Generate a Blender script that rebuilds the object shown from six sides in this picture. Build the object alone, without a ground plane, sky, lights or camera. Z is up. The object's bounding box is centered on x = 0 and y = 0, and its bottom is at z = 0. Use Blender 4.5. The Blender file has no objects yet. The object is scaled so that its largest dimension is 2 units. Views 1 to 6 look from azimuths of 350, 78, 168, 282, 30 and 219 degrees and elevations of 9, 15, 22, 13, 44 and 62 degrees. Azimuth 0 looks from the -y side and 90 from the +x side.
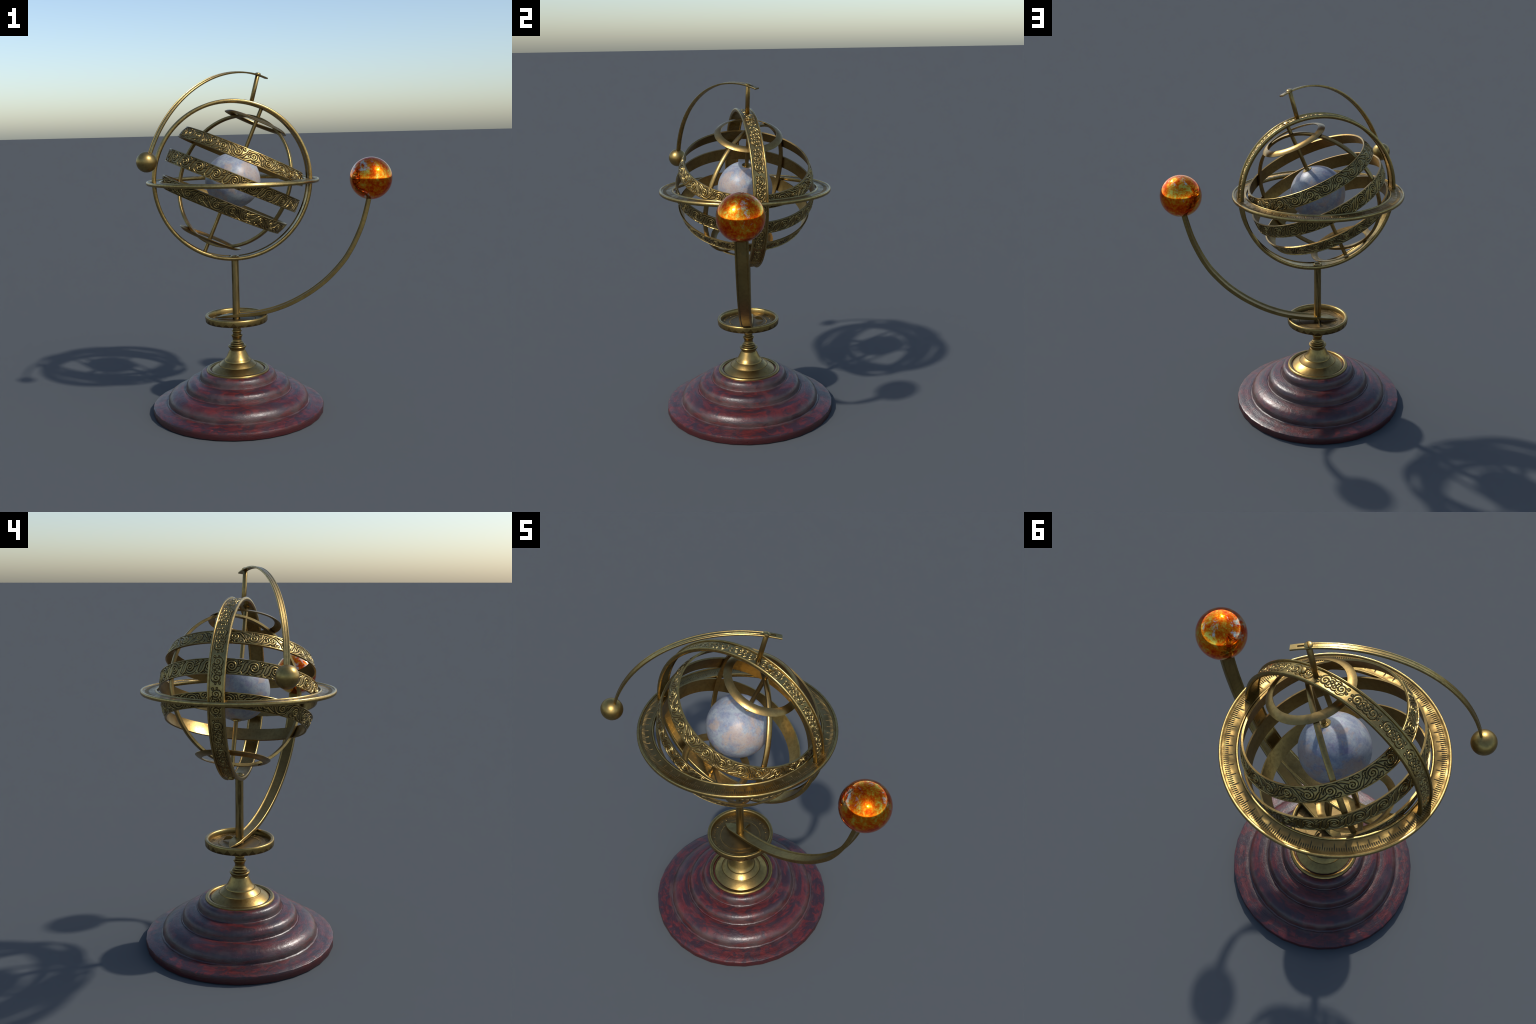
"""Armillary sphere: turned mahogany base, brass foot, dial tray, column, nested
graduated and engraved brass rings round a painted globe, and two curved arms that
carry a copper-red sun ball and a small brass moon ball."""
import math
import bpy, bmesh
import numpy as np
from mathutils import Vector, Matrix

# ---------------------------------------------------------------- dimensions
AXIS_X = -0.172                       # the upright stands here
CENTRE = Vector((AXIS_X, 0.0, 1.385)) # centre of all rings
TILT = math.radians(23.4)             # polar axis leans towards +x
SEG = 32                              # facets of the turned parts
CAGE_R = 0.405                        # sphere on which the inner bands lie

coll = bpy.context.scene.collection


# ================================================================= materials
class Nodes:
    def __init__(self, name):
        self.mat = bpy.data.materials.new(name)
        self.mat.use_nodes = True
        self.t = self.mat.node_tree
        self.t.nodes.clear()
        self.out = self.t.nodes.new("ShaderNodeOutputMaterial")
        self.bsdf = self.t.nodes.new("ShaderNodeBsdfPrincipled")
        self.t.links.new(self.bsdf.outputs[0], self.out.inputs[0])
        tc = self.t.nodes.new("ShaderNodeTexCoord")
        self.obj = tc.outputs["Object"]

    def link(self, a, sock):
        if hasattr(a, "is_output"):
            self.t.links.new(a, sock)
        elif isinstance(a, (tuple, list)) and len(sock.default_value) == 4 and len(a) == 3:
            sock.default_value = (*a, 1.0)
        else:
            sock.default_value = a

    def math(self, op, a, b=0.0, c=0.0, clamp=False):
        n = self.t.nodes.new("ShaderNodeMath")
        n.operation = op
        n.use_clamp = clamp
        for i, x in enumerate((a, b, c)):
            self.link(x, n.inputs[i])
        return n.outputs[0]

    def vmath(self, op, a, b=(0, 0, 0), scale=None):
        n = self.t.nodes.new("ShaderNodeVectorMath")
        n.operation = op
        self.link(a, n.inputs[0])
        self.link(b, n.inputs[1])
        if scale is not None:
            self.link(scale, n.inputs["Scale"])
        return n.outputs["Value" if op in ("LENGTH", "DOT_PRODUCT", "DISTANCE") else "Vector"]

    def sep(self, v):
        n = self.t.nodes.new("ShaderNodeSeparateXYZ")
        self.link(v, n.inputs[0])
        return n.outputs

    def comb(self, x, y, z):
        n = self.t.nodes.new("ShaderNodeCombineXYZ")
        for i, a in enumerate((x, y, z)):
            self.link(a, n.inputs[i])
        return n.outputs[0]

    def noise(self, scale, detail=4.0, rough=0.55, vec=None, dist=0.0, offset=None, colour=False):
        n = self.t.nodes.new("ShaderNodeTexNoise")
        n.inputs["Scale"].default_value = scale
        n.inputs["Detail"].default_value = detail
        n.inputs["Roughness"].default_value = rough
        n.inputs["Distortion"].default_value = dist
        v = vec if vec is not None else self.obj
        if offset:
            v = self.vmath("ADD", v, offset)
        self.link(v, n.inputs["Vector"])
        return n.outputs["Color" if colour else "Fac"]

    def ramp(self, fac, *stops, interp="LINEAR"):
        n = self.t.nodes.new("ShaderNodeValToRGB")
        n.color_ramp.interpolation = interp
        e = n.color_ramp.elements
        while len(e) < len(stops):
            e.new(0.5)
        for el, (p, c) in zip(e, stops):
            el.position = p
            el.color = (c, c, c, 1) if isinstance(c, (int, float)) else (*c, 1)
        self.link(fac, n.inputs[0])
        return n.outputs[0]

    def step(self, v, lo, hi):
        """0 below lo, 1 above hi (smooth); lo > hi reverses."""
        n = self.t.nodes.new("ShaderNodeMapRange")
        n.interpolation_type = "SMOOTHSTEP"
        self.link(v, n.inputs["Value"])
        rev = lo > hi
        n.inputs["From Min"].default_value = min(lo, hi)
        n.inputs["From Max"].default_value = max(lo, hi)
        n.inputs["To Min"].default_value = 1.0 if rev else 0.0
        n.inputs["To Max"].default_value = 0.0 if rev else 1.0
        return n.outputs["Result"]

    def mix(self, fac, a, b, mode="MIX"):
        n = self.t.nodes.new("ShaderNodeMix")
        n.data_type = "RGBA"
        n.blend_type = mode
        self.link(fac, n.inputs[0])
        self.link(a, n.inputs[6])
        self.link(b, n.inputs[7])
        return n.outputs[2]

    def bump(self, height, dist, strength=1.0, normal=None):
        n = self.t.nodes.new("ShaderNodeBump")
        n.inputs["Distance"].default_value = dist
        n.inputs["Strength"].default_value = strength
        self.link(height, n.inputs["Height"])
        if normal is not None:
            self.link(normal, n.inputs["Normal"])
        return n.outputs[0]

    def set(self, **kw):
        for k, v in kw.items():
            self.link(v, self.bsdf.inputs[k.replace("_", " ")])
        return self.mat


BRASS = (0.370, 0.252, 0.098)
BRASS_DARK = (0.165, 0.105, 0.038)
DIRT = (0.030, 0.022, 0.010)


def brass(name, base=BRASS, dark=BRASS_DARK, rough=0.34, recess=None, tarnish=0.5, teeth=False, wavy=False):
    """Aged brass. recess = (kind, low, high): grime lies where the carved surface is
    lower than `high`, measured from the ring's centre ('sphere'), its axis ('cyl'),
    or as the distance from its mid plane ('plane')."""
    base = (base[0], base[1] * 0.97, base[2] * 0.84)      # warm, yellowed lacquer
    n = Nodes(name)
    blotch = n.noise(9.0, 5, 0.6)
    fine = n.noise(60.0, 4, 0.6)
    col = n.mix(n.ramp(blotch, (0.35, 0.0), (0.70, tarnish)), base, dark)
    col = n.mix(n.ramp(fine, (0.42, 0.0), (0.75, 0.60)), col, dark)
    green = n.noise(16.0, 3, 0.5, offset=(3.1, 1.7, 0.4))
    col = n.mix(n.ramp(green, (0.54, 0.0), (0.75, 0.25)), col, (0.27, 0.245, 0.105))
    r = n.math("MULTIPLY_ADD", fine, 0.22, rough - 0.11)
    metal = 1.0
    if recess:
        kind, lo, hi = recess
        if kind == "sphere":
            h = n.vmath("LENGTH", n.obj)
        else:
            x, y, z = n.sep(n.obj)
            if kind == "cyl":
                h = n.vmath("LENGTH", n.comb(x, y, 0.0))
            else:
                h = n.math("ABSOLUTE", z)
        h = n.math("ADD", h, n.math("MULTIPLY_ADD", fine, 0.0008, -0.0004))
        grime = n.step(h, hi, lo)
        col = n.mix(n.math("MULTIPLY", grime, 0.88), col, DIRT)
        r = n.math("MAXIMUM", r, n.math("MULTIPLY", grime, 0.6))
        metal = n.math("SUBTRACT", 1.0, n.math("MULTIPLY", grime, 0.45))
    if teeth:
        # scalloped brown tarnish along the lower edge of the tray wall
        x, y, z = n.sep(n.obj)
        ang = n.math("ARCTAN2", y, x)
        f = n.math("MULTIPLY", ang, 26 / (2 * math.pi))
        tri = n.math("PINGPONG", f, 0.5)                       # 0 .. 0.5
        amp = n.noise(22.0, 1, 0.5)
        top = n.math("MULTIPLY_ADD", n.math("POWER", n.math("MULTIPLY", tri, 2.0), 0.8),
                     n.math("MULTIPLY_ADD", n.step(amp, 0.36, 0.64), 0.017, 0.016), 0.5490)
        m = n.step(n.math("SUBTRACT", top, z), -0.002, 0.0045)
        rad = n.vmath("LENGTH", n.comb(x, y, 0.0))
        m = n.math("MULTIPLY", m, n.step(rad, 0.172, 0.178))
        col = n.mix(n.math("MULTIPLY", m, 0.80), col, (0.085, 0.050, 0.016))
        r = n.math("ADD", r, n.math("MULTIPLY", m, 0.12))
    bump = n.bump(n.noise(140.0, 3, 0.6), 0.0006, 0.35)
    bump = n.bump(n.noise(28.0, 3, 0.5), 0.0020, 0.35, bump)
    if wavy:
        bump = n.bump(n.noise(7.0, 2, 0.5), 0.020, 0.9, bump)
    return n.set(Base_Color=col, Metallic=metal, Roughness=r, Normal=bump)


def wood_material():
    n = Nodes("mahogany_lacquer")
    x, y, z = n.sep(n.obj)
    flat = n.comb(x, y, 0.0)
    rad = n.vmath("LENGTH", flat)
    direction = n.vmath("NORMALIZE", flat)
    # grain running round the turned mouldings
    rz = n.math("ADD", rad, n.math("MULTIPLY", z, 1.3))
    along = n.vmath("ADD", n.vmath("SCALE", direction, scale=0.55), n.comb(0.0, 0.0, n.math("MULTIPLY", rz, 8.0)))
    # grain running outwards on the flat plinth
    across = n.vmath("ADD", n.vmath("SCALE", direction, scale=1.5), n.comb(0.0, 0.0, n.math("MULTIPLY", rad, 4.0)))
    plinth = n.step(rad, 0.424, 0.436)
    red = n.mix(n.ramp(n.noise(9.0, 6, 0.65, vec=along, dist=0.6), (0.35, 0.0), (0.68, 1.0)),
                (0.050, 0.0070, 0.0068), (0.135, 0.0195, 0.0175))
    # dark stained patches
    pa = n.noise(3.4, 8, 0.70, vec=along, dist=1.2)
    pb = n.noise(4.2, 8, 0.72, vec=across, dist=1.2)
    dark_a = n.ramp(pa, (0.47, 0.0), (0.55, 1.0))
    dark_b = n.ramp(pb, (0.46, 0.0), (0.53, 1.0))
    dark = n.mix(plinth, dark_a, dark_b)
    side = n.step(z, 0.030, 0.042)              # the plinth's edge stays plain red
    dark = n.math("MULTIPLY", dark, n.math("MULTIPLY_ADD", side, 0.75, 0.10))
    red = n.mix(side, (0.048, 0.0070, 0.0070), red)
    col = n.mix(dark, red, (0.018, 0.012, 0.017))
    # fine streaks
    streak = n.noise(30.0, 4, 0.6, vec=along, dist=0.3)
    col = n.mix(n.ramp(streak, (0.48, 0.0), (0.66, 0.70)), col, (0.030, 0.012, 0.016))
    # soft pale grey-brown bands along the creases between the mouldings (three fixed radii)
    wob = n.math("MULTIPLY_ADD", n.noise(14.0, 4, 0.6), 0.030, -0.015)
    rr = n.math("ADD", rad, wob)
    pale_band = None
    for c0, w in ((0.430, 0.022), (0.3225, 0.020), (0.2345, 0.018)):
        d = n.math("MULTIPLY", n.step(rr, c0 - 1.7 * w, c0 - 0.5 * w), n.step(rr, c0 + 0.8 * w, c0 + 0.2 * w))
        pale_band = d if pale_band is None else n.math("MAXIMUM", pale_band, d)
    patch = n.ramp(n.noise(11.0, 5, 0.6, offset=(5.0, 0.3, 0.0)), (0.40, 0.10), (0.60, 0.80))
    pale_band = n.math("MULTIPLY", pale_band, patch)
    col = n.mix(pale_band, col, (0.070, 0.045, 0.041))
    haze = n.ramp(n.noise(7.0, 5, 0.6, offset=(0.0, 4.0, 2.0)), (0.54, 0.0), (0.75, 0.25))
    col = n.mix(n.math("MULTIPLY", haze, side), col, (0.105, 0.062, 0.066))
    r = n.math("MULTIPLY_ADD", n.noise(24.0, 4, 0.6), 0.26, 0.20)
    bump = n.bump(n.noise(34.0, 5, 0.62, vec=along, dist=0.5), 0.0022, 0.55)
    bump = n.bump(n.noise(20.0, 5, 0.6), 0.004, 0.40, bump)
    return n.set(Base_Color=col, Roughness=r, Normal=bump, Specular_IOR_Level=0.55)


def globe_material():
    n = Nodes("painted_globe")
    big = n.noise(8.5, 10, 0.72, dist=0.7)
    land = n.ramp(big, (0.485, 0.0), (0.560, 0.80))
    sea = n.mix(n.ramp(n.noise(15.0, 8, 0.70, offset=(2.0, 0.0, 1.0)), (0.40, 0.0), (0.60, 1.0)),
                (0.185, 0.215, 0.295), (0.330, 0.375, 0.400))
    violet = n.ramp(n.noise(17.0, 6, 0.62, offset=(7.0, 3.0, 1.0)), (0.55, 0.0), (0.64, 0.80))
    col = n.mix(violet, sea, (0.205, 0.180, 0.285))
    col = n.mix(land, col, (0.400, 0.305, 0.245))
    col = n.mix(n.ramp(n.noise(60.0, 6, 0.75), (0.46, 0.0), (0.66, 0.45)), col, (0.37, 0.375, 0.39))
    col = n.mix(n.ramp(n.noise(120.0, 4, 0.7, offset=(1.0, 5.0, 0.0)), (0.50, 0.0), (0.72, 0.40)), col, (0.12, 0.125, 0.17))
    bump = n.bump(n.noise(45.0, 5, 0.6), 0.0012, 0.35)
    return n.set(Base_Color=col, Roughness=0.42, Normal=bump)


def sun_material():
    n = Nodes("sun_copper")
    a = n.noise(9.0, 9, 0.72, dist=0.4)
    grain = n.noise(55.0, 6, 0.75)
    a = n.math("MULTIPLY_ADD", grain, 0.62, n.math("MULTIPLY_ADD", a, 0.80, -0.21))
    col = n.ramp(a, (0.35, (0.58, 0.030, 0.003)), (0.465, (0.90, 0.120, 0.004)),
                 (0.545, (0.92, 0.29, 0.012)), (0.635, (0.84, 0.60, 0.09)))
    worn = n.noise(7.0, 8, 0.7, offset=(4.3, 8.1, 2.2), dist=0.5)
    col = n.mix(n.ramp(worn, (0.585, 0.0), (0.68, 1.0)), col, (0.74, 0.86, 0.66))
    r = n.math("MULTIPLY_ADD", grain, 0.10, 0.055)
    return n.set(Base_Color=col, Metallic=1.0, Roughness=r)


M_BRASS = brass("aged_brass")
M_FOOT = brass("foot_brass", base=(0.375, 0.258, 0.096), rough=0.34, tarnish=0.6)
M_ARM = brass("arm_brass", base=(0.300, 0.225, 0.092), rough=0.40)
M_BEAD = brass("bead_brass", base=(0.430, 0.315, 0.130), rough=0.30, tarnish=0.35)
M_BALL = brass("ball_brass", base=(0.380, 0.270, 0.100), rough=0.38, tarnish=0.35)
M_TRAY = brass("tray_brass", base=(0.380, 0.275, 0.108), rough=0.36, teeth=True)
M_LETTER = brass("letter_brass", base=(0.330, 0.245, 0.105), rough=0.36, tarnish=0.2)
def column_material():
    n = Nodes("column_brass")
    v = n.vmath("MULTIPLY", n.obj, (1.0, 1.0, 0.06))
    s1 = n.noise(75.0, 4, 0.6, vec=v)
    col = n.mix(n.ramp(s1, (0.42, 0.0), (0.62, 1.0)), (0.42, 0.305, 0.125), (0.115, 0.078, 0.028))
    col = n.mix(n.ramp(n.noise(30.0, 4), (0.45, 0.0), (0.75, 0.5)), col, (0.26, 0.20, 0.085))
    return n.set(Base_Color=col, Metallic=1.0, Roughness=n.math("MULTIPLY_ADD", s1, 0.3, 0.2),
                 Normal=n.bump(s1, 0.001, 0.4))


M_COLUMN = column_material()
M_WOOD = wood_material()
M_GLOBE = globe_material()
M_SUN = sun_material()


def dial_material():
    n = Nodes("dial_brass")
    x, y, z = n.sep(n.obj)
    rad = n.vmath("LENGTH", n.comb(x, y, 0.0))
    blotch = n.noise(14.0, 5, 0.6)
    col = n.mix(n.ramp(blotch, (0.35, 0.0), (0.7, 0.7)), (0.225, 0.158, 0.066), (0.12, 0.08, 0.033))
    rings = n.math("PINGPONG", rad, 0.004)
    col = n.mix(n.math("MULTIPLY", n.step(rings, 0.0030, 0.0040), 0.45), col, (0.09, 0.06, 0.025))
    return n.set(Base_Color=col, Metallic=1.0, Roughness=0.46, Normal=n.bump(n.noise(90.0, 3), 0.0008, 0.4))


M_DIAL = dial_material()


# ================================================================== builders
def add(name, mesh, mat, parent=None, loc=(0, 0, 0), rot=(0, 0, 0), angle=35, kind=None):
    if mat is not None:
        mesh.materials.append(mat)
    mesh.update()
    for p in mesh.polygons:
        p.use_smooth = True
    if angle:
        mesh.set_sharp_from_angle(angle=math.radians(angle))
    ob = bpy.data.objects.new(name, mesh)
    coll.objects.link(ob)
    ob.location = loc
    ob.rotation_euler = rot
    if parent is not None:
        ob.parent = parent
        ob.matrix_parent_inverse = parent_world_inverse(parent)
    if kind:
        ob["kind"] = kind
    return ob


def world(ob):
    m = Matrix.LocRotScale(ob.location, ob.rotation_euler, ob.scale)
    return world(ob.parent) @ ob.matrix_parent_inverse @ m if ob.parent else m


def parent_world_inverse(p):
    return world(p).inverted()


def grid_mesh(name, P, close_u=True, close_v=True, cap=False):
    """P: (n, m, 3) array of points -> quad mesh."""
    n, m, _ = P.shape
    idx = np.arange(n * m).reshape(n, m)
    a = idx if close_u else idx[:-1]
    b = np.roll(idx, -1, 0) if close_u else idx[1:]
    if close_v:
        q = np.stack([a, b, np.roll(b, -1, 1), np.roll(a, -1, 1)], -1)
    else:
        q = np.stack([a[:, :-1], b[:, :-1], b[:, 1:], a[:, 1:]], -1)
    faces = q.reshape(-1, 4).tolist()
    if cap:
        faces.append(idx[0].tolist())
        faces.append(idx[-1].tolist()[::-1])
    me = bpy.data.meshes.new(name)
    me.from_pydata(P.reshape(-1, 3).tolist(), [], faces)
    bm = bmesh.new()
    bm.from_mesh(me)
    bmesh.ops.recalc_face_normals(bm, faces=bm.faces)
    bm.to_mesh(me)
    bm.free()
    return me


def smooth_profile(pts, per=5):
    """Catmull-Rom through control points."""
    p = np.array(pts, float)
    e = np.vstack([2 * p[0] - p[1], p, 2 * p[-1] - p[-2]])
    out = []
    for i in range(1, len(e) - 2):
        for t in np.linspace(0, 1, per, endpoint=False):
            a, b, c, d = e[i - 1:i + 3]
            out.append(0.5 * (2 * b + (c - a) * t + (2 * a - 5 * b + 4 * c - d) * t * t
                              + (3 * b - a - 3 * c + d) * t ** 3))
    out.append(p[-1])
    return np.array(out)


def lathe(name, profile, seg=SEG, phase=0.0):
    """Turn an (r, z) profile about z; ends on the axis are welded by a fan."""
    prof = np.array(profile, float)
    th = phase + np.arange(seg) * 2 * math.pi / seg
    bm = bmesh.new()
    rows = []
    for r, z in prof:
        if r < 1e-6:
            rows.append([bm.verts.new((0, 0, z))])
        else:
            rows.append([bm.verts.new((r * math.cos(t), r * math.sin(t), z)) for t in th])
    for A, Bv in zip(rows, rows[1:]):
        for i in range(seg):
            j = (i + 1) % seg
            if len(A) == 1 and len(Bv) == 1:
                continue
            if len(A) == 1:
                bm.faces.new((A[0], Bv[i], Bv[j]))
            elif len(Bv) == 1:
                bm.faces.new((A[i], Bv[0], A[j]))
            else:
                bm.faces.new((A[i], Bv[i], Bv[j], A[j]))
    bmesh.ops.recalc_face_normals(bm, faces=bm.faces)
    me = bpy.data.meshes.new(name)
    bm.to_mesh(me)
    bm.free()
    return me


def ring(name, section, seg=160):
    """Closed (r, z) section turned about z."""
    s = np.array(section, float)
    th = np.arange(seg) * 2 * math.pi / seg
    P = np.stack([s[None, :, 0] * np.cos(th)[:, None], s[None, :, 0] * np.sin(th)[:, None],
                  np.broadcast_to(s[None, :, 1], (seg, len(s)))], -1)
    return grid_mesh(name, P)


def ball(name, r, seg=64, rings=32):
    bm = bmesh.new()
    bmesh.ops.create_uvsphere(bm, u_segments=seg, v_segments=rings, radius=r)
    me = bpy.data.meshes.new(name)
    bm.to_mesh(me)
    bm.free()
    return me


def rod(name, r, z0, z1, seg=16, bevel=0.002):
    return lathe(name, [(0, z0), (r - bevel, z0), (r, z0 + bevel), (r, z1 - bevel), (r - bevel, z1), (0, z1)], seg)


def channel_section(a, t, web, rail):
    """Closed section of a strip: half width a, thickness t, both faces sunk to
    half thickness `web` between two rounded rails."""
    c = min(0.0022, t * 0.3)
    top = [(-a, t / 2 - c), (-a + c, t / 2), (-a + rail - c, t / 2), (-a + rail, t / 2 - (t / 2 - web) * 0.35),
           (-a + rail + 0.0025, web), (0.0, web), (a - rail - 0.0025, web),
           (a - rail, t / 2 - (t / 2 - web) * 0.35), (a - rail + c, t / 2), (a - c, t / 2), (a, t / 2 - c)]
    return top + [(x, -y) for x, y in reversed(top)]


def sweep(name, path, heading, widths, thick, sink, rail, origin):
    """Strip along `path` [(s, z)] in the vertical plane through origin with the given
    horizontal heading; half widths, thickness and relative sinking per station."""
    d = np.array([math.cos(heading), math.sin(heading), 0.0])
    side = np.array([-d[1], d[0], 0.0])
    path = np.array(path)
    tan = np.gradient(path, axis=0)
    tan /= np.linalg.norm(tan, axis=1)[:, None]
    rows = []
    for (s, z), (ts, tz), a, t, k in zip(path, tan, widths, thick, sink):
        o = np.array([origin[0], origin[1], 0.0]) + d * s + np.array([0, 0, z])
        nrm = d * (-tz) + np.array([0, 0, ts])
        sec = channel_section(max(a, 0.0012), t, t / 2 * (1 - k), min(rail, a * 0.45))
        rows.append([o + side * x + nrm * y for x, y in sec])
    return grid_mesh(name, np.array(rows), close_u=False, close_v=True, cap=True)


# ---------------------------------------------------------------- scrollwork
def bez(p0, p1, p2, p3, n=28):
    t = np.linspace(0, 1, n)[:, None]
    p0, p1, p2, p3 = map(np.array, (p0, p1, p2, p3))
    return (1 - t) ** 3 * p0 + 3 * (1 - t) ** 2 * t * p1 + 3 * (1 - t) * t * t * p2 + t ** 3 * p3


def spiral(c, r0, r1, a0, turns, n=70):
    t = np.linspace(0, 1, n)
    r = r0 + (r1 - r0) * t ** 0.85
    a = math.radians(a0) + turns * 2 * math.pi * t
    return np.stack([c[0] + r * np.cos(a), c[1] + r * np.sin(a)], -1)


def taper(n, a, b, c):
    t = np.linspace(0, 1, n)
    return np.interp(t, [0, 0.5, 1], [a, b, c])


def equator_motif(P):
    k = P / 0.106
    s = [(spiral((0, 0.001), 0.0270, 0.0035, 178, -1.90), taper(70, .0046, .0040, .0040), 1.0),
         (bez((-.063, -.033), (-.040, -.034), (-.031, -.018), (-.0245, .003)), taper(28, .002, .0055, .005), .9),
         (bez((-.034, -.008), (-.028, -.040), (.016, -.044), (.042, -.022)), taper(28, .0016, .0026, .0045), .8),
         (bez((.040, -.020), (.048, -.012), (.050, .012), (.064, .027)), taper(28, .0045, .0048, .002), .8),
         (bez((.027, .004), (.040, .006), (.050, .018), (.072, .029)), taper(28, .0018, .0040, .0016), .75),
                  (spiral((.046, -.029), .0048, .0012, 90, 1.2, 24), taper(24, .0026, .0028, .0028), .75)]
    for x, y in ((.033, .028), (.042, .025), (.036, .018)):
        s.append((np.array([[x, y]]), np.array([.0046]), .9))
    return [(p * [k, 1.0], w, h) for p, w, h in s]


def tropic_motif(P, flip):
    k = P / 0.0895
    s = [(spiral((0, -.003), .0225, .0030, 120, -1.60), taper(70, .0050, .0046, .0038), 1.0),
         (bez((-.052, .031), (-.034, .034), (-.024, .026), (-.010, .0135)), taper(28, .002, .006, .0055), .9),
         (bez((-.028, .004), (-.030, -.022), (-.006, -.038), (.024, -.028)), taper(28, .0016, .0034, .0040), .8),
         (bez((.024, -.028), (.036, -.022), (.040, -.004), (.052, .006)), taper(28, .004, .005, .0018), .85),
         (bez((.012, .026), (.022, .034), (.032, .030), (.036, .020)), taper(28, .0016, .0042, .0024), .75),
         (bez((-.020, -.026), (-.030, -.030), (-.036, -.024), (-.034, -.014)), taper(28, .0014, .0038, .0024), .7),
         (np.array([[.004, .029]]), np.array([.0040]), .9),
         (np.array([[.030, .022]]), np.array([.0042]), .9),
         (np.array([[-.036, -.010]]), np.array([.0040]), .8)]
    return [(p * [k, 0.92 * flip], w, h) for p, w, h in s]


def meridian_motif(P, flip, turn):
    k = P / 0.0765
    s = [(spiral((0, 0), .0200, .0030, 30, 1.40), taper(70, .0042, .0052, .0044), 1.0),
         (bez((.016, .009), (.022, .020), (.030, .022), (.038, .014)), taper(28, .004, .0040, .0018), .85),
         (bez((-.018, .012), (-.010, .024), (.006, .025), (.014, .019)), taper(28, .0014, .0026, .0014), .7),
         (spiral((.030, -.012), .0055, .0015, -60, 1.1, 24), taper(24, .0030, .0034, .0034), .85),
         (spiral((.027, .006), .0030, .0010, 0, 0.8, 12), taper(12, .0030, .0030, .0030), .8),
         (bez((.012, -.016), (.018, -.022), (.026, -.020), (.030, -.018)), taper(28, .0016, .0032, .0020), .75),
         (np.array([[-.024, -.016]]), np.array([.0042]), .85),
         (np.array([[-.027, .004]]), np.array([.0030]), .75)]
    return [(p * [k * turn, flip], w, h) for p, w, h in s]


def relief_tile(motifs, period, half, nu, nv, fat=1.0, ground=0.5):
    """Height (0..1) of one repeat on an nu x nv grid."""
    u = (np.arange(nu) + 0.5) / nu * period
    v = np.linspace(-half, half, nv)
    H = np.zeros((nu, nv))
    D = np.full((nu, nv), 1.0)              # distance to the nearest stroke's edge
    for centre, strokes in motifs:
        for shift in (-period, 0.0, period):
            for p, w, h in strokes:
                x = p[:, 0] + centre + shift
                if x.max() < -0.02 or x.min() > period + 0.02:
                    continue
                w = w * fat
                d2 = (u[:, None, None] - x) ** 2 + (v[None, :, None] - p[:, 1]) ** 2
                val = h * np.sqrt(np.clip(1 - d2 / w ** 2, 0, None))
                H = np.maximum(H, val.max(-1))
                D = np.minimum(D, (np.sqrt(d2) - w).min(-1))
    # the strokes stand in narrow moats cut into a slightly sunk ground
    t = np.clip((D - 0.0012) / 0.0032, 0, 1)
    return np.where(H > 0, 0.30 + 0.70 * H, ground * t * t * (3 - 2 * t))


def tile_round(tile, count):
    return np.tile(tile, (count, 1))


def zone_band(name, lat0, lat1, R, depth, H, lip, thickness):
    """Engraved band on a sphere of radius R between two latitudes (radians)."""
    nu, nv = H.shape
    lat = np.linspace(lat0, lat1, nv)
    half = R * (lat1 - lat0) / 2
    v = np.linspace(-half, half, nv)
    edge = np.clip((half - np.abs(v)) / lip, 0, 1)
    raised = np.clip((1.0 - edge) / 0.3, 0, 1)   # plain lip at both edges
    h = np.maximum(H, raised[None, :])
    rr = R - depth + depth * h
    rr[:, 0] -= 0.0012
    rr[:, -1] -= 0.0012
    th = np.arange(nu) * 2 * math.pi / nu
    lat_in = np.linspace(lat1, lat0, 5)
    r_all = np.concatenate([rr, np.full((nu, 5), R - thickness)], 1)
    lat_all = np.concatenate([lat, lat_in])
    P = np.stack([r_all * np.cos(lat_all) * np.cos(th)[:, None],
                  r_all * np.cos(lat_all) * np.sin(th)[:, None],
                  r_all * np.sin(lat_all)], -1)
    return grid_mesh(name, P)


# ==================================================================== object
root = bpy.data.objects.new("armillary_sphere", None)
coll.objects.link(root)
root.location = (AXIS_X, 0, 0)
root["label"] = "antique brass armillary sphere on a turned dark red wooden base"
root["category"] = "armillary sphere"
UP = (AXIS_X, 0, 0)

# ------------------------------------------------------------- wooden base
plinth = [(0, 0.0), (0.505, 0.0), (0.5125, 0.0025), (0.5142, 0.0065), (0.5142, 0.0395), (0.5125, 0.0442), (0.5070, 0.0476),
          (0.480, 0.0512), (0.455, 0.0560), (0.4365, 0.0615), (0.4300, 0.0600), (0.4235, 0.0640)]
torus_low = smooth_profile([(0.4235, 0.0640), (0.4230, 0.0810), (0.4175, 0.0990), (0.4020, 0.1170), (0.3775, 0.1295),
                            (0.353, 0.1365), (0.336, 0.1388), (0.3260, 0.1392)], 3)
torus_mid = smooth_profile([(0.3165, 0.1400), (0.3140, 0.1540), (0.3110, 0.1675), (0.3020, 0.1830), (0.2835, 0.1930),
                            (0.260, 0.1972), (0.246, 0.1993), (0.2375, 0.1998)], 3)
torus_top = smooth_profile([(0.2310, 0.2008), (0.2290, 0.2110), (0.2268, 0.2250), (0.2205, 0.2400), (0.2070, 0.2490),
                            (0.190, 0.2500)], 3)
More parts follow.
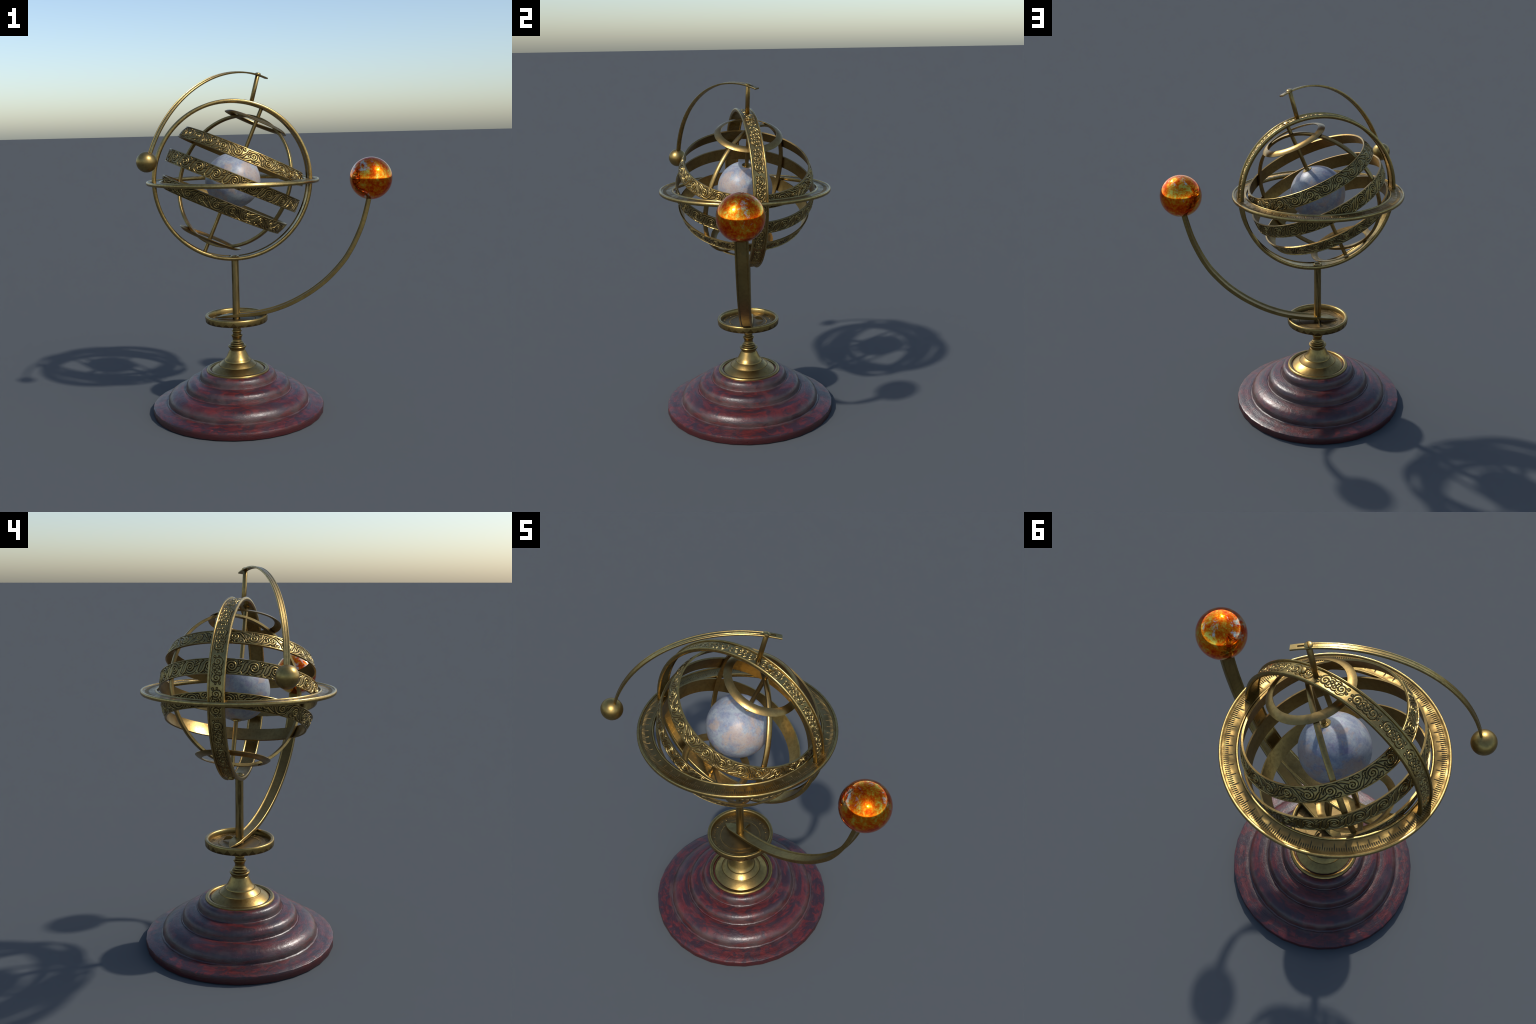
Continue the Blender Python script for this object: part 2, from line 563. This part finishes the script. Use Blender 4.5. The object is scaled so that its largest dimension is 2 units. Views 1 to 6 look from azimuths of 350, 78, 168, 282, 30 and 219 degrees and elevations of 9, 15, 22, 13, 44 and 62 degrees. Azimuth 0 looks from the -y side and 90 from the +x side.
wood_profile = plinth + [tuple(p) for p in torus_low[1:]] + [(0.3210, 0.1368)] + [tuple(p) for p in torus_mid] \
    + [(0.2340, 0.1978)] + [tuple(p) for p in torus_top] + [(0.10, 0.2500), (0, 0.2500)]
add("wooden_base", lathe("wooden_base", wood_profile), M_WOOD, root, UP, angle=32)

# --------------------------------------------------------------- brass foot
bead = [(0.1895 - 0.0125 + 0.0125 * math.cos(a), 0.2515 + 0.0110 * math.sin(a))
        for a in np.linspace(-0.6, math.pi * 0.95, 9)]
foot = [(0.10, 0.2480), (0.186, 0.2480)] + bead + [(0.1640, 0.2490), (0.1600, 0.2490), (0.1590, 0.2535), (0.140, 0.2685), (0.1155, 0.2810),
        (0.1140, 0.2795), (0.1125, 0.2805), (0.1115, 0.2845), (0.098, 0.2985), (0.0850, 0.3075), (0.0835, 0.3060), (0.0815, 0.3070), (0.0805, 0.3115)]
foot += [tuple(p) for p in smooth_profile([(0.0785, 0.3140), (0.0690, 0.3260), (0.0595, 0.3450), (0.0520, 0.3620),
                                           (0.0470, 0.3730)], 3)]
foot += [(0.0450, 0.3745), (0.0450, 0.3800), (0.0490, 0.3830)]
foot += [(0.0450 + 0.0100 * math.cos(a), 0.3945 + 0.0085 * math.sin(a)) for a in np.linspace(-1.1, 1.5, 7)]
foot += [(0.0415, 0.4040), (0.0400, 0.4090), (0.0405, 0.4135), (0.0360, 0.4170), (0.0345, 0.4215), (0.0290, 0.4260)]
foot += [tuple(p) for p in smooth_profile([(0.0270, 0.4300), (0.0262, 0.4380), (0.0285, 0.4490), (0.0320, 0.4570),
                                           (0.0343, 0.4620), (0.0335, 0.4655)], 3)]
foot += [(0.0280, 0.4680), (0.0255, 0.4710), (0.0245, 0.4780), (0.0265, 0.4840), (0.0303, 0.4890), (0.0295, 0.4920),
         (0.0245, 0.4945), (0.0240, 0.5050), (0.0265, 0.5300), (0.0300, 0.5520), (0, 0.5520)]
add("brass_foot", lathe("brass_foot", foot), M_FOOT, root, UP, angle=28)

# ---------------------------------------------------------------- dial tray
tray_profile = [(0, 0.5480), (0.150, 0.5480), (0.176, 0.5485), (0.1820, 0.5500), (0.1845, 0.5540), (0.1858, 0.5640),
                (0.1864, 0.5820), (0.1850, 0.5880), (0.1815, 0.5905), (0.1745, 0.5905), (0.1690, 0.5880), (0.1660, 0.5820),
                (0.1640, 0.5660), (0.1635, 0.5625)]
tray = add("dial_tray", lathe("dial_tray", tray_profile, 48), M_TRAY, root, UP, angle=50)
FLOOR = 0.5630
add("dial_plate", lathe("dial_plate", [(0.1638, 0.5540), (0.1638, FLOOR), (0, FLOOR)], 64), M_DIAL, tray, UP)


def dial_line(r, w, h):
    return ring("dial_line", [(r - w, FLOOR - 0.001), (r - w, FLOOR + h), (r + w, FLOOR + h), (r + w, FLOOR - 0.001)], 96)


for r in (0.133, 0.1295, 0.108, 0.1055):
    add("dial_line", dial_line(r, 0.0006, 0.0008), M_LETTER, tray, UP)


def box_mesh(name, boxes):
    """Joined boxes: (centre, half sizes, angle about z)."""
    V, F = [], []
    for c, h, a in boxes:
        R = Matrix.Rotation(a, 3, 'Z')
        i = len(V)
        for sx in (-1, 1):
            for sy in (-1, 1):
                for sz in (-1, 1):
                    V.append(tuple(Vector(c) + R @ Vector((sx * h[0], sy * h[1], sz * h[2]))))
        F += [tuple(i + k for k in f) for f in ((0, 1, 3, 2), (4, 6, 7, 5), (0, 4, 5, 1), (2, 3, 7, 6), (0, 2, 6, 4), (1, 5, 7, 3))]
    me = bpy.data.meshes.new(name)
    me.from_pydata(V, [], F)
    return me


marks = []
for k in range(12):
    a = math.radians(173 - 15 - 30 * k)
    marks.append(((0.147 * math.cos(a), 0.147 * math.sin(a), FLOOR + 0.0003), (0.011, 0.0007, 0.0006), a))
for k in range(120):
    a = k * math.pi / 60
    ln = 0.0042 if k % 5 == 0 else 0.0024
    marks.append(((0.1120 + ln, 0.0, FLOOR + 0.0002), (ln, 0.0005, 0.0005), 0.0))
    c, s = math.cos(a), math.sin(a)
    marks[-1] = (((0.1100 + ln) * c, (0.1100 + ln) * s, FLOOR + 0.0002), (ln, 0.0005, 0.0005), a)
add("dial_graduation", box_mesh("dial_graduation", marks), M_LETTER, tray, UP, angle=None, kind="stuff")


def lettering(word, size, depth):
    cu = bpy.data.curves.new(word, "FONT")
    cu.body = word
    cu.size = size
    cu.extrude = depth
    cu.align_x = "CENTER"
    cu.align_y = "CENTER"
    cu.resolution_u = 3
    tmp = bpy.data.objects.new("tmp_text", cu)
    coll.objects.link(tmp)
    dg = bpy.context.evaluated_depsgraph_get()
    me = bpy.data.meshes.new_from_object(tmp.evaluated_get(dg))
    me.materials.clear()
    bpy.data.objects.remove(tmp)
    bpy.data.curves.remove(cu)
    return me


for k, word in enumerate(("JAN", "FEB", "MAR", "APR", "MAY", "JUN", "JUL", "AUG", "SEP", "OCT", "NOV", "DEC")):
    a = math.radians(173 - 30 * (k - 3))
    me = lettering(word, 0.022, 0.0008)
    x, y = 0.1475 * math.cos(a), 0.1475 * math.sin(a)
    add("month_lettering", me, M_LETTER, tray, (AXIS_X + x, y, FLOOR + 0.0004), (0, 0, a - math.pi / 2), angle=None)

# gnomon: thin upright blade standing across the dial
gn = [(0.026, 0.024), (0.034, 0.0262), (0.040, 0.0250), (0.047, 0.0290), (0.058, 0.0320), (0.072, 0.0290), (0.084, 0.0170),
      (0.094, 0.0020), (0.078, 0.0065), (0.064, 0.0085), (0.050, 0.0120), (0.041, 0.0200), (0.034, 0.0215), (0.026, 0.0200)]
bm = bmesh.new()
left = [bm.verts.new((-0.0018, y, z)) for y, z in gn]
right = [bm.verts.new((0.0018, y, z)) for y, z in gn]
bm.faces.new(left)
bm.faces.new(right[::-1])
for i in range(len(gn)):
    j = (i + 1) % len(gn)
    bm.faces.new((left[i], right[i], right[j], left[j]))
bmesh.ops.recalc_face_normals(bm, faces=bm.faces)
me = bpy.data.meshes.new("dial_hand")
bm.to_mesh(me)
bm.free()
add("dial_hand", me, M_ARM, tray, (AXIS_X + 0.0100, 0, FLOOR), angle=30)

# ------------------------------------------------------------------- column
column = add("column", lathe("column", [(0, 0.5550), (0.0216, 0.5550), (0.0222, 0.60), (0.0214, 0.75), (0.0216, 0.9280), (0, 0.9280)], 24),
             M_COLUMN, root, UP, angle=25)

# ---------------------------------------------------------- meridian ring
# local frame: ring about local z, laid so that local z = world -y
MER_ROT = (math.pi / 2, 0, 0)
MER_IN, MER_OUT, MER_HALF = 0.4445, 0.4650, 0.0420
pairs = 19
P2 = 2 * math.pi * 0.458 / pairs
mot = [(P2 * 0.25, meridian_motif(P2 / 2, 1, 1)), (P2 * 0.75, meridian_motif(P2 / 2, -1, -1))]
tile = relief_tile(mot, P2, 0.0315, 108, 48, 1.0, 0.60)
H = tile_round(tile, pairs)
nu, nv = H.shape
th = np.arange(nu) * 2 * math.pi / nu
vz = np.linspace(-0.0315, 0.0315, nv)
r_face = 0.4555 + 0.0045 * H
bead_hi = []
for a in np.linspace(-0.25 * math.pi, 1.25 * math.pi, 13):     # rounded flange, outer to inner
    bead_hi.append((0.4552 + 0.0110 * math.cos(a), 0.0365 + 0.0061 * math.sin(a)))
sec_hi = [(0.4562, 0.0318)] + bead_hi + [(0.4490, 0.0305)]
sec_lo = [(r, -z) for r, z in reversed(sec_hi)]
cols_r = [r_face] + [np.full((nu, 1), r) for r, z in sec_hi] + [np.full((nu, 1), r) for r, z in sec_lo]
cols_z = np.concatenate([vz, [z for r, z in sec_hi], [z for r, z in sec_lo]])
RR = np.concatenate(cols_r, 1)
P = np.stack([RR * np.cos(th)[:, None], RR * np.sin(th)[:, None], np.broadcast_to(cols_z, RR.shape)], -1)
M_MER = brass("meridian_brass", base=(0.390, 0.290, 0.122), rough=0.34, recess=("cyl", 0.4556, 0.4574))
# the flange and the plain inner face carry no grime: give them the bead material
me = grid_mesh("meridian_ring", P)
me.materials.append(M_MER)
me.materials.append(M_BEAD)
co = np.array([v.co for v in me.vertices])
for p in me.polygons:
    c = co[list(p.vertices)].mean(0)
    if abs(c[2]) > 0.0312 or math.hypot(c[0], c[1]) < 0.4535:
        p.material_index = 1
meridian = add("meridian_ring", me, None, root, CENTRE, MER_ROT, angle=40)


def screw_head(r, h):
    prof = [(r, 0.0), (r * 0.98, h * 0.45), (r * 0.85, h * 0.8), (r * 0.55, h), (0, h * 1.08)]
    return lathe("screw_head", [(0, -0.004), (r, -0.004)] + prof, 24)


def slotted(me, r, h):
    """Cut a driver slot across the dome."""
    bmx = bmesh.new()
    bmx.from_mesh(me)
    for x in (-0.0022, 0.0022):
        geom = bmx.verts[:] + bmx.edges[:] + bmx.faces[:]
        bmesh.ops.bisect_plane(bmx, geom=geom, plane_co=(x, 0, 0), plane_no=(1, 0, 0))
    for v in bmx.verts:
        if abs(v.co.x) < 0.0018 and v.co.z > h * 0.3:
            v.co.z -= h * 0.5
    bmx.to_mesh(me)
    bmx.free()
    return me


AX = Vector((math.sin(TILT), 0, math.cos(TILT)))
screw = slotted(screw_head(0.0170, 0.0085), 0.0170, 0.0085)
add("screw_head", screw, M_BEAD, meridian, CENTRE + AX * 0.4600, (0, TILT, 0.4), angle=35)
add("screw_head", screw, None, meridian, CENTRE - AX * 0.4600, (0, TILT + math.pi, 0.0), angle=35)

# bolt and washer that hold the ring on the column
washer = add("washer", ring("washer", [(0.0150, 0), (0.0150, 0.006), (0.0175, 0.009), (0.0225, 0.009), (0.0260, 0.006), (0.0270, 0)], 32),
             M_BEAD, meridian, (AXIS_X, 0, 0.9345), angle=40)
add("bolt_head", lathe("bolt_head", [(0.0155, -0.002), (0.0155, 0.003), (0, 0.004)], 24), M_BRASS, meridian, (AXIS_X, 0, 0.9345), angle=40)

# ------------------------------------------------------------ horizon ring
TICKS, SUB = 300, 8
nu = TICKS * SUB
th = (np.arange(nu)) * 2 * math.pi / nu
rad = np.linspace(0.4275, 0.4865, 30)
web = 0.0036
phase = np.abs(((np.arange(nu) + SUB // 2) % SUB) - SUB // 2)
is_long = (np.round(np.arange(nu) / SUB).astype(int) % 5) == 0
groove = np.zeros((nu, len(rad)))
inner_end = np.where(is_long, 0.4390, 0.4575)
on_u = np.where(phase <= 1, 1.0, np.where(phase <= 2, 0.25, 0.0))
inside = np.clip((rad[None, :] - inner_end[:, None]) / 0.002, 0, 1) * np.clip((0.4785 - rad[None, :]) / 0.002, 0, 1)
groove = on_u[:, None] * inside * 0.0016
trough = (rad - rad.mean()) / (rad[-1] - rad[0]) * 2
face_z = web + 0.0030 * (trough[None, :] ** 2) ** 1.2 - 0.0008 - groove
outer_bead = [(0.4880, 0.0050), (0.4890, 0.0090), (0.4915, 0.0105), (0.4970, 0.0102), (0.4998, 0.0075), (0.5008, 0.0)]
inner_bead = [(0.4152, 0.0), (0.4158, 0.0070), (0.4180, 0.0100), (0.4225, 0.0104), (0.4250, 0.0085), (0.4262, 0.0045)]
sec_r = np.concatenate([[p[0] for p in inner_bead], rad, [p[0] for p in outer_bead],
                        [p[0] for p in outer_bead[-2::-1]], rad[::-1], [p[0] for p in inner_bead[:0:-1]]])
zi = np.array([p[1] for p in inner_bead])
zo = np.array([p[1] for p in outer_bead])
bc = lambda a: np.broadcast_to(a, (nu, len(a)))
ZZ = np.concatenate([bc(zi), face_z, bc(zo), bc(-zo[-2::-1]), -face_z[:, ::-1], bc(-zi[:0:-1])], 1)
P = np.stack([sec_r * np.cos(th)[:, None], sec_r * np.sin(th)[:, None], ZZ], -1)
M_HOR = brass("horizon_brass", base=(0.245, 0.170, 0.065), rough=0.38, tarnish=0.8, recess=("plane", 0.0013, 0.0023), wavy=True)  # colour darkened and blotched to match the web's uneven sun and sky glare
me = grid_mesh("horizon_ring", P)
me.materials.append(M_HOR)
me.materials.append(M_BEAD)
co = np.array([v.co for v in me.vertices])
quad = np.array([p.vertices[:] for p in me.polygons])
rc = np.hypot(co[quad][:, :, 0], co[quad][:, :, 1]).mean(1)
me.polygons.foreach_set("material_index", ((rc > 0.4872) | (rc < 0.4268)).astype(np.int32))
horizon = add("horizon_ring", me, None, root, CENTRE - Vector((0, 0, 0.0022)), (0, 0, 0), angle=40)

# ------------------------------------------------------- tilted inner cage
CAGE = (0, TILT, 0)
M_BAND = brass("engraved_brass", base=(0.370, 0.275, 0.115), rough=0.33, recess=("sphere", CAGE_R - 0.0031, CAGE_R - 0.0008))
M_INNER = M_BRASS


def engraved_band(name, lat0, lat1, H):
    me = zone_band(name, lat0, lat1, CAGE_R + 0.0015, 0.0052, H, 0.0060, 0.0095)
    me.materials.append(M_BAND)
    me.materials.append(M_INNER)
    co = np.array([v.co for v in me.vertices])
    quad = np.array([p.vertices[:] for p in me.polygons])
    d = np.linalg.norm(co[quad], axis=2)
    me.polygons.foreach_set("material_index", (d.min(1) < CAGE_R - 0.0060).astype(np.int32))
    return me


n_eq = 24
Pe = 2 * math.pi * CAGE_R / n_eq
tile = relief_tile([(Pe / 2, equator_motif(Pe))], Pe, 0.0385, 84, 60, 1.0, 0.42)
add("equator_band", engraved_band("equator_band", -0.0385 / CAGE_R, 0.0385 / CAGE_R, tile_round(tile, n_eq)), None, root, CENTRE, CAGE, angle=40)
lat_a, lat_b = math.asin(0.1185 / CAGE_R), math.asin(0.1885 / CAGE_R)
half = CAGE_R * (lat_b - lat_a) / 2
n_tr = 13
Pt = 2 * math.pi * CAGE_R * math.cos((lat_a + lat_b) / 2) / n_tr
mot = [(Pt * 0.25, tropic_motif(Pt / 2, 1)), (Pt * 0.75, tropic_motif(Pt / 2, -1))]
tile = relief_tile(mot, Pt, half, 150, 56, 1.0, 0.42)
tropic = engraved_band("tropic_band", lat_a, lat_b, tile_round(tile, n_tr))
add("tropic_band", tropic, None, root, CENTRE, CAGE, angle=40)
add("tropic_band", tropic, None, root, CENTRE, (math.pi, TILT, 0), angle=40)

# polar circles: narrow flat rings on the same sphere
sec = []
la, lb = math.atan2(0.3555, 0.1915), math.atan2(0.3700, 0.1550)
for t in np.linspace(0, 1, 7):
    l = la + (lb - la) * t
    R = CAGE_R - 0.0015 + 0.0030 * math.sin(math.pi * t)
    sec.append((R * math.cos(l), R * math.sin(l)))
for t in np.linspace(1, 0, 7):
    l = la + (lb - la) * t
    R = CAGE_R - 0.0050 - 0.0040 * math.sin(math.pi * t)
    sec.append((R * math.cos(l), R * math.sin(l)))
polar = ring("polar_ring", sec, 48)
add("polar_ring", polar, M_BRASS, root, CENTRE, CAGE, angle=40)
add("polar_ring", polar, None, root, CENTRE, (math.pi, TILT, 0), angle=40)

# colure: narrow ring through both poles, turned 135 degrees about the axis
col_sec = [(0.3805, -0.0105), (0.3820, -0.0120), (0.3935, -0.0120), (0.3955, -0.0100), (0.3965, 0.0), (0.3955, 0.0100),
           (0.3935, 0.0120), (0.3820, 0.0120), (0.3805, 0.0105)]
me = ring("colure_ring", col_sec, 128)
phi = math.radians(135)
cage_m = Matrix.Rotation(TILT, 3, 'Y') @ Matrix.Rotation(phi, 3, 'Z') @ Matrix.Rotation(math.pi / 2, 3, 'X')
add("colure_ring", me, M_BRASS, root, CENTRE, cage_m.to_euler(), angle=40)

# polar axis and globe
axis = add("polar_axis", rod("polar_axis", 0.0115, -0.4515, 0.4515, 12), M_BRASS, root, CENTRE, CAGE, angle=25)
globe = add("globe", ball("globe", 0.1605, 64, 40), M_GLOBE, root, CENTRE, CAGE, angle=None)
plate = lathe("globe_plate", [(0.0270, -0.004), (0.0275, 0.0015), (0.0255, 0.0035), (0.0150, 0.0045), (0.0140, 0.0085), (0.0100, 0.0090)], 24)
add("globe_plate", plate, M_BEAD, globe, CENTRE + AX * 0.1585, CAGE, angle=35)
add("globe_plate", plate, None, globe, CENTRE - AX * 0.1585, (math.pi, TILT, 0), angle=35)
collar = lathe("axis_collar", [(0.0190, 0.0), (0.0190, 0.0035), (0.0150, 0.0060), (0.0110, 0.0060)], 24)
for s in (1, -1):
    add("axis_collar", collar if s == 1 else collar, M_BRASS if s == 1 else None, axis, CENTRE + AX * (0.4505 * s),
        (math.pi, TILT, 0) if s == 1 else CAGE, angle=35)

# ----------------------------------------------------------------- sun arm
SUN = Vector((0.6085, -0.1707, 1.3835))
SUN_R = 0.1225
heading = math.atan2(SUN.y, SUN.x - AXIS_X)
path = smooth_profile([(-0.124, 0.5710), (-0.085, 0.5765), (-0.050, 0.5810), (0.0, 0.5850), (0.067, 0.5895), (0.140, 0.5985),
                       (0.2200, 0.6165), (0.308, 0.6480), (0.391, 0.6895), (0.474, 0.7425), (0.555, 0.8095), (0.634, 0.8970),
                       (0.6785, 0.9640), (0.7150, 1.0360), (0.7510, 1.1265), (0.7800, 1.2360), (0.794, 1.3100)], 6)
s = path[:, 0]
wid = np.interp(s, [-0.124, -0.090, -0.055, 0.0, 0.30, 0.80], [0.001, 0.0200, 0.0305, 0.0318, 0.0325, 0.0355])
thk = np.interp(s, [-0.124, -0.080, -0.02, 0.1], [0.003, 0.013, 0.018, 0.0220])
snk = np.interp(s, [-0.060, -0.022, 0.0], [0.0, 0.25, 0.55])
add("sun_arm", sweep("sun_arm", path, heading, wid, thk, snk, 0.0085, (AXIS_X, 0)), M_ARM, root, angle=35)
add("sun_ball", ball("sun_ball", SUN_R, 64, 40), M_SUN, root, SUN, angle=None)

# --------------------------------------------------- post, moon arm and ball
post_dir = Vector((math.sin(math.radians(15)), 0, math.cos(math.radians(15))))
add("moon_post", rod("moon_post", 0.0125, 0.452, 0.6200, 8), M_BRASS, root, CENTRE, (0, math.radians(15), 0), angle=50)
pivot = CENTRE + post_dir * 0.6200
MOON = Vector((-0.6766, -0.3365, 1.5166))
# the arm is an arc in the plane that holds the post and the moon
e2 = np.array(post_dir)
e1 = np.array(MOON - pivot)
e1 -= e2 * (e1 @ e2)
e1 /= np.linalg.norm(e1)
mh = math.atan2(e1[1], e1[0])
ARC_A, ARC_B, ARC_R = -0.0217, -0.6348, 0.6349
mpath = np.array([(ARC_A + ARC_R * math.sin(t), ARC_B + ARC_R * math.cos(t)) for t in np.radians(np.linspace(-4.4, 87.0, 80))])
ms = mpath[:, 0]
mw = np.interp(ms, [-0.07, 0.0, 0.3, 0.6, 0.73], [0.0145, 0.0150, 0.0160, 0.0150, 0.0115])
mt = np.interp(ms, [-0.07, 0.2, 0.73], [0.0080, 0.0095, 0.0115])
mk = np.interp(ms, [-0.05, -0.01, 0.02], [0.0, 0.0, 0.45])


def ridge_section_sweep(name):
    """Moon arm: as sweep(), with an extra raised rib along the middle of the upper face."""
    side = np.cross(e2, e1)
    tan = np.gradient(mpath, axis=0)
    tan /= np.linalg.norm(tan, axis=1)[:, None]
    rows = []
    for (s, z), (ts, tz), a, t, k in zip(mpath, tan, mw, mt, mk):
        o = np.array(pivot) + e1 * s + e2 * z
        nrm = e1 * (-tz) + e2 * ts
        w = t / 2 * (1 - k)
        r = a * 0.34
        top = [(-a, t / 2 - 0.002), (-a + .0018, t / 2), (-a + r, t / 2), (-a + r + .0016, w), (-a * .36, w), (-a * .24, t / 2 * (1 - .3 * k)),
               (a * .24, t / 2 * (1 - .3 * k)), (a * .36, w), (a - r - .0016, w), (a - r, t / 2), (a - .0018, t / 2), (a, t / 2 - 0.002)]
        sec = top + [(x, -y) for x, y in reversed(top)]
        rows.append([o + side * x + nrm * y for x, y in sec])
    return grid_mesh(name, np.array(rows), close_u=False, cap=True)


moon_arm = add("moon_arm", ridge_section_sweep("moon_arm"), M_BEAD, root, angle=35)
# slot in the tab, cut through
d = Vector((math.cos(mh), math.sin(mh), 0))
bm = bmesh.new()
bmesh.ops.create_cube(bm, size=1.0)
bmesh.ops.scale(bm, vec=(0.044, 0.0095, 0.06), verts=bm.verts)
cut_me = bpy.data.meshes.new("cutter")
bm.to_mesh(cut_me)
bm.free()
cutter = bpy.data.objects.new("cutter", cut_me)
coll.objects.link(cutter)
cutter.location = pivot - Vector(e1) * 0.020
frame = Matrix((Vector(e1), Vector(e2).cross(Vector(e1)), Vector(e2))).transposed()
cutter.rotation_euler = frame.to_euler()
mod = moon_arm.modifiers.new("slot", "BOOLEAN")
mod.object = cutter
mod.operation = "DIFFERENCE"
mod.solver = "EXACT"
bpy.context.view_layer.update()
dg = bpy.context.evaluated_depsgraph_get()
new = bpy.data.meshes.new_from_object(moon_arm.evaluated_get(dg))
moon_arm.modifiers.clear()
if len(new.polygons) > 100:
    moon_arm.data = new
bpy.data.objects.remove(cutter)
rivet_rot = (0, math.radians(14), 0)
add("rivet", slotted(screw_head(0.0175, 0.0070), 0.0175, 0.0070), M_BEAD, moon_arm, pivot + post_dir * 0.0035, (0, math.radians(15), 0.9), angle=35)
add("moon_ball", ball("moon_ball", 0.0548, 48, 32), M_BALL, root, MOON, angle=None)
